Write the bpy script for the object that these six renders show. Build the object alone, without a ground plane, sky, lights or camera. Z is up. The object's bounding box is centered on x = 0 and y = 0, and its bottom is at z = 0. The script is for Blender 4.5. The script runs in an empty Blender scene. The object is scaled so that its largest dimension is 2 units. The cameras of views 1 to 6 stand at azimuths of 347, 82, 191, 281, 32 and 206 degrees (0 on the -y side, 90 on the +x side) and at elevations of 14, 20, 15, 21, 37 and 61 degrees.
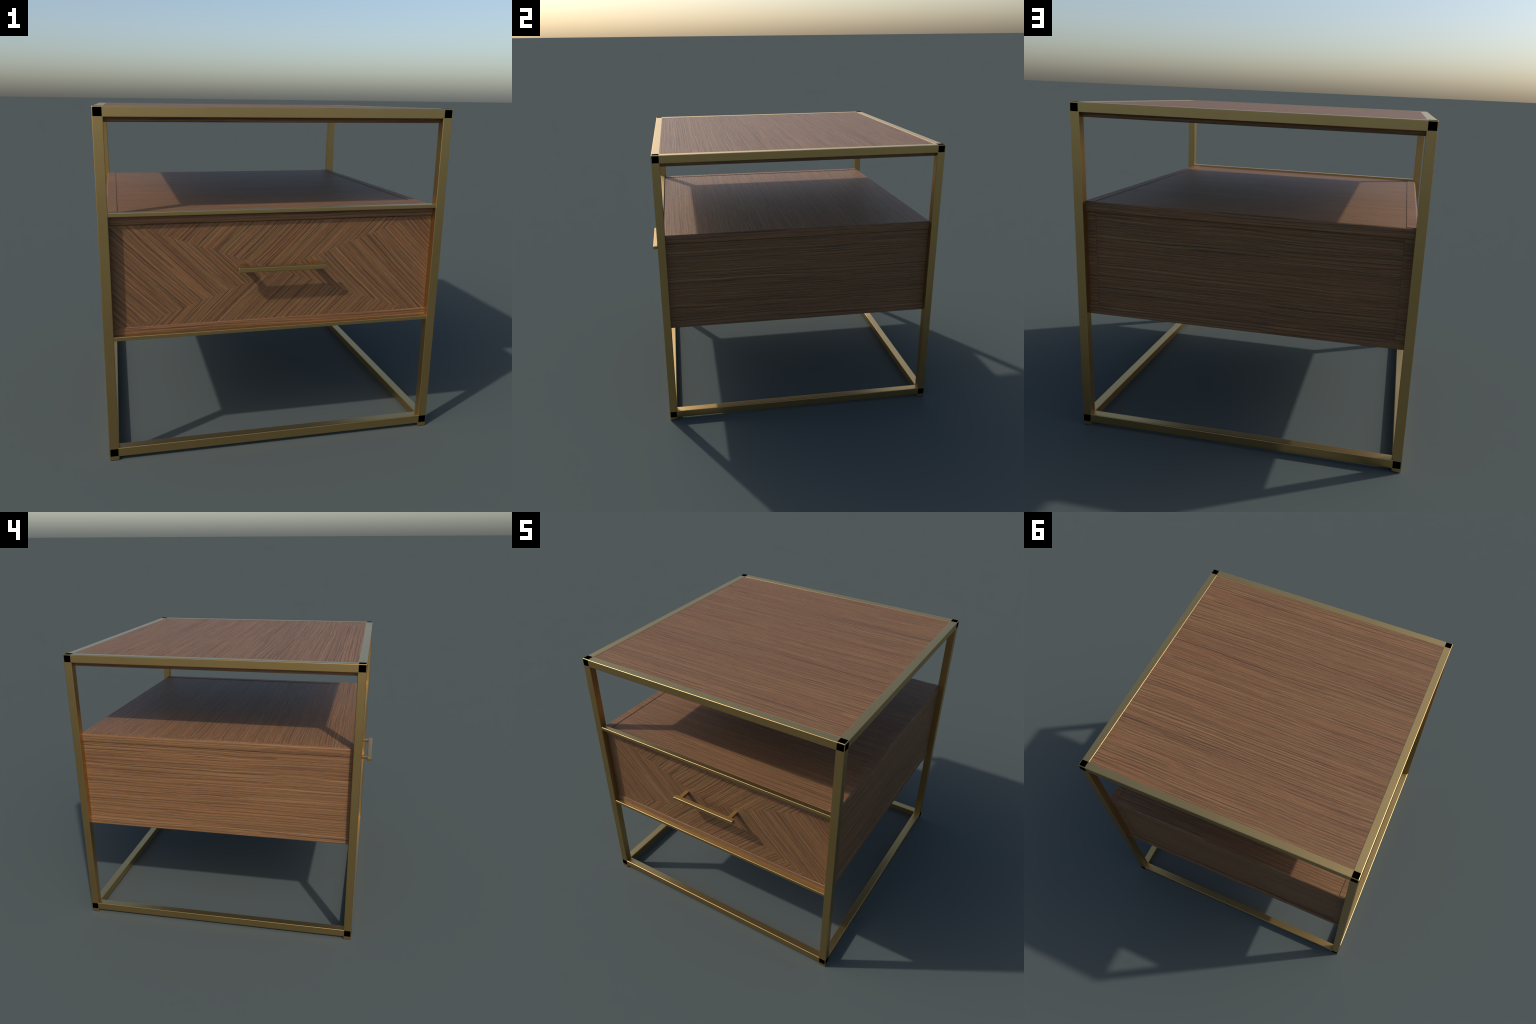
"""A bedside table: a square-tube brass frame, a walnut top and a walnut
drawer box with a diamond-matched veneer drawer front."""
import bpy
import bmesh
from mathutils import Vector

# ------------------------------------------------------------------ sizes
HALF_WIDTH = 0.9690          # frame, x
FRONT, BACK = -0.9380, 1.0   # frame, y
HEIGHT = 1.9420              # frame, z
TUBE = 0.0530                # square tube
TUBE_BEVEL = 0.0042
RAIL = 0.0546                # height of the cross rails
LOW_RAIL = 0.0200            # underside of the bottom rails

CAB_X = 0.9310               # drawer box
CAB_FRONT, CAB_BACK = -0.9015, 0.9628
CAB_LOW, CAB_HIGH = 0.725, 1.3965
LOW_BOARD_TOP = 0.7745
TOP_BOARD_LOW = 1.337

# -------------------------------------------------------------- materials


def new_material(name):
    mat = bpy.data.materials.new(name)
    mat.use_nodes = True
    nt = mat.node_tree
    nt.nodes.clear()
    out = nt.nodes.new("ShaderNodeOutputMaterial")
    bsdf = nt.nodes.new("ShaderNodeBsdfPrincipled")
    nt.links.new(bsdf.outputs[0], out.inputs[0])
    return mat, nt, bsdf


class Graph:
    """Small helper to write node maths as expressions."""

    def __init__(self, nt):
        self.nt = nt

    def put(self, socket, value):
        if isinstance(value, bpy.types.NodeSocket):
            self.nt.links.new(value, socket)
        else:
            socket.default_value = value

    def math(self, op, a, b=0.0, c=None, clamp=False):
        n = self.nt.nodes.new("ShaderNodeMath")
        n.operation, n.use_clamp = op, clamp
        self.put(n.inputs[0], a)
        self.put(n.inputs[1], b)
        if c is not None:
            self.put(n.inputs[2], c)
        return n.outputs[0]

    def vmath(self, op, a, b):
        n = self.nt.nodes.new("ShaderNodeVectorMath")
        n.operation = op
        self.put(n.inputs[0], a)
        self.put(n.inputs[1], b)
        return n.outputs[0]

    def split(self, v):
        n = self.nt.nodes.new("ShaderNodeSeparateXYZ")
        self.put(n.inputs[0], v)
        return n.outputs

    def join(self, x, y, z):
        n = self.nt.nodes.new("ShaderNodeCombineXYZ")
        for s, v in zip(n.inputs, (x, y, z)):
            self.put(s, v)
        return n.outputs[0]

    def noise(self, vec, scale, detail=2.0, rough=0.5):
        n = self.nt.nodes.new("ShaderNodeTexNoise")
        self.put(n.inputs["Vector"], vec)
        n.inputs["Scale"].default_value = scale
        n.inputs["Detail"].default_value = detail
        n.inputs["Roughness"].default_value = rough
        return n.outputs[0]

    def mix_vec(self, fac, a, b):
        n = self.nt.nodes.new("ShaderNodeMix")
        n.data_type = "VECTOR"
        self.put(n.inputs["Factor"], fac)
        self.put(n.inputs[4], a)
        self.put(n.inputs[5], b)
        return n.outputs[1]

    def ramp(self, fac, stops):
        n = self.nt.nodes.new("ShaderNodeValToRGB")
        self.put(n.inputs[0], fac)
        el = n.color_ramp.elements
        while len(el) < len(stops):
            el.new(0.5)
        for e, (p, c) in zip(el, stops):
            e.position, e.color = p, (*c, 1.0)
        return n.outputs[0]

    def mix_col(self, mode, fac, a, b):
        n = self.nt.nodes.new("ShaderNodeMix")
        n.data_type, n.blend_type = "RGBA", mode
        self.put(n.inputs["Factor"], fac)
        self.put(n.inputs[6], a)
        self.put(n.inputs[7], b)
        return n.outputs[2]

    def world_pos(self):
        """Object coordinates shifted by the part's own place, so that every
        board is cut from a different bit of the log."""
        tc = self.nt.nodes.new("ShaderNodeTexCoord")
        info = self.nt.nodes.new("ShaderNodeObjectInfo")
        return self.vmath("ADD", tc.outputs["Object"], info.outputs["Location"]), tc.outputs["Normal"]


WALNUT = [(0.16, (0.066, 0.0335, 0.0172)),
          (0.36, (0.110, 0.0525, 0.0235)),
          (0.52, (0.163, 0.0775, 0.0322)),
          (0.68, (0.202, 0.1010, 0.0412)),
          (0.88, (0.250, 0.1320, 0.0560))]


def walnut_from(g, bsdf, grain, fineness=1.0, contrast=1.0, tone=0.55):
    """Streaky walnut. grain = vector whose x runs along the fibres."""
    along, across, third = g.split(grain)
    # slow drift of the fibres, plus a small quick wobble
    slow = g.noise(g.join(g.math("MULTIPLY", along, 1.6), g.math("MULTIPLY", across, 4.0),
                          g.math("MULTIPLY", third, 4.0)), 1.0, 1.0)
    quick = g.noise(g.join(g.math("MULTIPLY", along, 9.0), g.math("MULTIPLY", across, 22.0),
                           g.math("MULTIPLY", third, 22.0)), 1.0, 1.0)
    drift = g.math("MULTIPLY", g.math("SUBTRACT", slow, 0.5), 0.020)
    drift = g.math("MULTIPLY_ADD", g.math("SUBTRACT", quick, 0.5), 0.0038, drift)
    a2 = g.math("ADD", across, drift)
    t2 = g.math("ADD", third, drift)

    def band(al, ac, detail, shift):
        v = g.join(g.math("MULTIPLY_ADD", along, al, shift),
                   g.math("MULTIPLY", a2, ac * fineness),
                   g.math("MULTIPLY", t2, ac * fineness))
        return g.noise(v, 1.0, detail, 0.55)

    # growth rings: nearly regular lines, their spacing stretched by noise
    stretch = band(0.45, 7.0, 1.0, 13.0)
    level = g.math("ADD", a2, t2)

    def rings(pitch, push):
        phase = g.math("MULTIPLY_ADD", stretch, push, g.math("MULTIPLY", level, 6.2832 / pitch * fineness))
        return g.math("SINE", phase)

    fade = g.math("MULTIPLY_ADD", band(0.8, 30.0, 1.0, 44.0), 1.6, -0.15, clamp=True)
    ring = g.math("MULTIPLY", rings(0.0290, 19.0), fade)
    ring = g.math("MULTIPLY_ADD", rings(0.0128, 37.0), 0.55, ring)

    wide = band(0.40, 6.0, 1.0, 3.7)
    streak = band(0.70, 62.0, 1.0, 0.0)
    fine = band(1.9, 135.0, 1.0, 9.1)
    pore = band(24.0, 170.0, 2.0, 5.3)
    v = g.math("MULTIPLY_ADD", wide, 0.06, g.math("MULTIPLY", streak, 0.32))
    v = g.math("MULTIPLY_ADD", fine, 0.40, v)
    v = g.math("MULTIPLY_ADD", pore, 0.24, v)          # mean 0.51
    v = g.math("MULTIPLY_ADD", g.math("SUBTRACT", v, 0.51), 1.25 * contrast, tone)
    v = g.math("MULTIPLY_ADD", ring, 0.120 * contrast, v, clamp=True)
    # thin dark vessel lines
    line = band(0.75, 100.0, 0.0, 31.0)
    cut = g.math("MULTIPLY", g.math("SUBTRACT", 0.40, line, clamp=True), 1.05 * contrast)
    v = g.math("SUBTRACT", v, cut, clamp=True)
    # long pale threads
    thread = g.math("MULTIPLY", g.math("SUBTRACT", band(0.22, 80.0, 0.0, 61.0), 0.64, clamp=True), 1.5)
    v = g.math("ADD", v, thread, clamp=True)
    colour = g.ramp(v, WALNUT)
    # redder and more olive lengths of timber
    tint = band(0.9, 30.0, 1.0, 21.0)
    hue = g.ramp(tint, [(0.34, (1.05, 0.98, 0.97)), (0.50, (1.0, 1.0, 1.0)), (0.66, (0.96, 1.02, 0.99))])
    colour = g.mix_col("MULTIPLY", 1.0, colour, hue)
    g.put(bsdf.inputs["Base Color"], colour)
    g.put(bsdf.inputs["Roughness"], g.math("MULTIPLY_ADD", pore, -0.22, 0.69))
    bsdf.inputs["Specular IOR Level"].default_value = 0.35
    bump = g.nt.nodes.new("ShaderNodeBump")
    bump.inputs["Strength"].default_value = 0.42
    bump.inputs["Distance"].default_value = 0.002
    g.put(bump.inputs["Height"], v)
    g.put(bsdf.inputs["Normal"], bump.outputs[0])


def board_walnut():
    """Grain runs along x, but along y on the faces that look sideways."""
    mat, nt, bsdf = new_material("walnut_board")
    g = Graph(nt)
    pos, normal = g.world_pos()
    x, y, z = g.split(pos)
    nx = g.math("ABSOLUTE", g.split(normal)[0])
    side = g.math("GREATER_THAN", nx, 0.70)
    lengthways = g.join(x, y, z)
    sideways = g.join(g.math("ADD", y, 4.0), x, z)
    walnut_from(g, bsdf, g.mix_vec(side, lengthways, sideways), fineness=1.55, contrast=1.05, tone=0.525)
    return mat


def veneer_walnut(name, lean):
    """Veneer whose fibres run at 45 degrees in the x-z plane."""
    mat, nt, bsdf = new_material(name)
    g = Graph(nt)
    pos, _ = g.world_pos()
    x, y, z = g.split(pos)
    r = 0.7071
    along = g.math("MULTIPLY", g.math("MULTIPLY_ADD", z, lean, x), r)
    across = g.math("MULTIPLY", g.math("MULTIPLY_ADD", x, -lean, z), r)
    walnut_from(g, bsdf, g.join(along, across, 2.0 + lean), fineness=1.28, contrast=1.12, tone=0.51)
    return mat


def brass():
    mat, nt, bsdf = new_material("satin_brass")
    g = Graph(nt)
    pos, _ = g.world_pos()
    cloud = g.noise(pos, 3.0, 3.0)
    g.put(bsdf.inputs["Base Color"], g.ramp(cloud, [(0.35, (0.550, 0.366, 0.142)), (0.65, (0.578, 0.389, 0.153))]))
    bsdf.inputs["Metallic"].default_value = 1.0
    bsdf.inputs["Roughness"].default_value = 0.37
    return mat


def black():
    mat, nt, bsdf = new_material("matt_black")
    bsdf.inputs["Base Color"].default_value = (0.0, 0.0, 0.0, 1.0)
    bsdf.inputs["Roughness"].default_value = 1.0
    bsdf.inputs["Specular IOR Level"].default_value = 0.0
    return mat


WOOD, BRASS, BLACK = board_walnut(), brass(), black()
VENEER_FALLING = veneer_walnut("walnut_veneer_falling", -1.0)
VENEER_RISING = veneer_walnut("walnut_veneer_rising", 1.0)

# --------------------------------------------------------------- geometry


def flat_first_normals(me, big_area):
    """Broad faces keep their own normal, the rounded edges blend into them."""
    for p in me.polygons:
        p.use_smooth = True
    normals = [Vector() for _ in me.vertices]
    fixed = [0.0] * len(me.vertices)
    for p in me.polygons:
        for v in p.vertices:
            if p.area > big_area and p.area > fixed[v]:
                fixed[v] = p.area
                normals[v] = Vector(p.normal)
            elif not fixed[v]:
                normals[v] += Vector(p.normal) * p.area
    me.normals_split_custom_set_from_vertices([n.normalized() for n in normals])


def box_mesh(name, size, material, bevel=0.003, segments=2):
    bm = bmesh.new()
    bmesh.ops.create_cube(bm, size=1.0)
    bmesh.ops.scale(bm, vec=size, verts=bm.verts)
    if bevel:
        bmesh.ops.bevel(bm, geom=bm.edges[:], offset=bevel, segments=segments,
                        profile=0.5, affect="EDGES", clamp_overlap=True)
    me = bpy.data.meshes.new(name)
    bm.to_mesh(me)
    bm.free()
    me.materials.append(material)
    if bevel:
        flat_first_normals(me, max(bevel * bevel * 4, 1e-5))
    return me


def place(name, me, centre, parent):
    ob = bpy.data.objects.new(name, me)
    bpy.context.scene.collection.objects.link(ob)
    ob.parent = parent
    ob.location = Vector(centre) - (WHERE.get(parent, Vector()) if parent else Vector())
    WHERE[ob] = Vector(centre)
    return ob


WHERE = {}


def box(name, low, high, material, parent, bevel=0.003, segments=2):
    low, high = Vector(low), Vector(high)
    return place(name, box_mesh(name, high - low, material, bevel, segments), (low + high) / 2, parent)


table = bpy.data.objects.new("bedside_table", None)
bpy.context.scene.collection.objects.link(table)
WHERE[table] = Vector((0, 0, 0))
table["label"] = "square brass-framed bedside table with walnut top and drawer"
table["category"] = "bedside table"

# ---- brass frame ---------------------------------------------------------
mid_y = (FRONT + BACK) / 2
half_y = (BACK - FRONT) / 2
leg_mesh = box_mesh("leg", (TUBE, TUBE, HEIGHT), BRASS, TUBE_BEVEL)
# cross rails lie a hair inside the legs' faces so that no two faces share a plane
SHY = 0.0003
wide_rail_mesh = box_mesh("cross_rail", (2 * HALF_WIDTH - 2 * SHY, TUBE - SHY, RAIL - SHY), BRASS, TUBE_BEVEL)
deep_rail_mesh = box_mesh("side_rail", (TUBE - SHY, 2 * half_y - 4 * SHY, RAIL - 2 * SHY), BRASS, TUBE_BEVEL)
for sx in (-1, 1):
    for sy in (-1, 1):
        place("leg", leg_mesh, (sx * (HALF_WIDTH - TUBE / 2), mid_y + sy * (half_y - TUBE / 2), HEIGHT / 2), table)
for z in (HEIGHT - RAIL / 2, LOW_RAIL + RAIL / 2):
    for s in (-1, 1):
        place("cross_rail", wide_rail_mesh, (0, mid_y + s * (half_y - TUBE / 2 - SHY / 2), z - SHY / 2), table)
        place("side_rail", deep_rail_mesh, (s * (HALF_WIDTH - TUBE / 2 - SHY / 2), mid_y, z), table)

# thin black squares on the outer faces where leg and rails overlap at the corners
PATCH, PROUD = 0.0440, 0.0004
black_square_x = box_mesh("black_corner_square", (2 * PROUD, PATCH, PATCH), BLACK, 0)
black_square_y = box_mesh("black_corner_square", (PATCH, 2 * PROUD, PATCH), BLACK, 0)
black_square_z = box_mesh("black_corner_square", (PATCH, PATCH, 2 * PROUD), BLACK, 0)
for sx in (-1, 1):
    for sy in (-1, 1):
        cx, cy = sx * (HALF_WIDTH - TUBE / 2), mid_y + sy * (half_y - TUBE / 2)
        for z in (HEIGHT - TUBE / 2 - 0.001, LOW_RAIL + RAIL / 2):
            place("black_corner_square", black_square_x, (sx * HALF_WIDTH, cy, z), table)
            place("black_corner_square", black_square_y, (cx, mid_y + sy * half_y, z), table)
        place("black_corner_square", black_square_z, (cx, cy, HEIGHT), table)

# slim front rails above and below the drawer
INNER = HALF_WIDTH - TUBE
rail_front, rail_back = FRONT + 0.0030, -0.8988
for low, high in ((1.3885, 1.4105), (0.7125, 0.735)):
    box("front_rail", (-INNER - 0.004, rail_front, low), (INNER + 0.004, rail_back, high), BRASS, table, 0.0032)

# ---- table top -----------------------------------------------------------
box("table_top", (-0.9375, -0.9065, 1.8637), (0.9375, 0.9695, HEIGHT - 0.0026), WOOD, table, 0.004)

# ---- drawer box ----------------------------------------------------------
cabinet = bpy.data.objects.new("drawer_box", None)
bpy.context.scene.collection.objects.link(cabinet)
cabinet.parent = table
WHERE[cabinet] = Vector((0, 0, 0))

STEP = 0.0046     # how far the panels lie behind the boards
box("shelf_board", (-CAB_X, CAB_FRONT, TOP_BOARD_LOW), (CAB_X, CAB_BACK, CAB_HIGH), WOOD, cabinet, 0.009, 3)
box("bottom_board", (-CAB_X, CAB_FRONT, CAB_LOW), (CAB_X, CAB_BACK, LOW_BOARD_TOP), WOOD, cabinet, 0.0046, 3)
panel_low, panel_high = LOW_BOARD_TOP - 0.012, TOP_BOARD_LOW + 0.006
for s in (-1, 1):
    x0, x1 = sorted((s * 0.868, s * (CAB_X - STEP)))
    box("side_panel", (x0, CAB_FRONT + 0.008, panel_low), (x1, CAB_BACK - 0.016, panel_high), WOOD, cabinet, 0.002, 1)
    # raised lip along each end of the shelf
    x0, x1 = sorted((s * 0.868, s * (CAB_X - 0.009)))
    box("shelf_lip", (x0, CAB_FRONT + 0.0035, CAB_HIGH - 0.012), (x1, CAB_BACK - 0.008, CAB_HIGH + 0.0032), WOOD, cabinet, 0.002, 2)
    x0, x1 = sorted((s * 0.8655, s * (CAB_X - STEP - 0.0015)))
    box("back_stile", (x0, CAB_BACK - 0.036, panel_low + 0.001), (x1, CAB_BACK - 0.0122, panel_high - 0.001), WOOD, cabinet, 0.0022, 2)
box("back_panel", (-0.867, CAB_BACK - 0.040, panel_low + 0.002), (0.867, CAB_BACK - 0.0165, panel_high - 0.002), WOOD, cabinet, 0.001, 1)

# ---- drawer --------------------------------------------------------------
drawer = bpy.data.objects.new("drawer", None)
bpy.context.scene.collection.objects.link(drawer)
drawer.parent = table
WHERE[drawer] = Vector((0, 0, 0))
FACE = -0.8943
D_X, D_LOW, D_HIGH = 0.9135, 0.7700, 1.3362
box("drawer_core", (-0.905, FACE + 0.0045, D_LOW + 0.003), (0.905, FACE + 0.030, D_HIGH - 0.003), WOOD, drawer, 0.001, 1)

# diamond-matched veneer: four fields that meet on two slanting joints
CZ, JOINT = 1.055, 0.352
up, down = D_HIGH, D_LOW
xu, xd = (up - CZ) / JOINT, (CZ - down) / JOINT


def veneer(outline, material):
    cx = sum(p[0] for p in outline) / len(outline)
    cz = sum(p[1] for p in outline) / len(outline)
    bm = bmesh.new()
    front = [bm.verts.new((x - cx, 0.0, z - cz)) for x, z in outline]
    rear = [bm.verts.new((x - cx, 0.005, z - cz)) for x, z in outline]
    n = len(outline)
    bm.faces.new(front)
    bm.faces.new(rear[::-1])
    for i in range(n):
        j = (i + 1) % n
        bm.faces.new((front[i], rear[i], rear[j], front[j]))
    bmesh.ops.recalc_face_normals(bm, faces=bm.faces[:])
    me = bpy.data.meshes.new("veneer_field")
    bm.to_mesh(me)
    bm.free()
    me.materials.append(material)
    place("veneer_field", me, (cx, FACE, cz), drawer)


for s in (-1, 1):
    veneer([(s * D_X, down), (s * xd, down), (0.0, CZ), (s * xu, up), (s * D_X, up)], VENEER_FALLING)
veneer([(0.0, CZ), (xu, up), (-xu, up)], VENEER_RISING)
veneer([(0.0, CZ), (xd, down), (-xd, down)], VENEER_RISING)

# handle: square bar on two posts
handle = box("handle", (-0.247, -1.0, 1.078), (0.247, -0.968, 1.1045), BRASS, table, 0.0034, 2)
for s in (-1, 1):
    box("handle_post", (s * 0.2055 - 0.0152, -0.9705, 1.0805), (s * 0.2055 + 0.0152, FACE + 0.002, 1.1015), BRASS, handle, 0.002, 2)
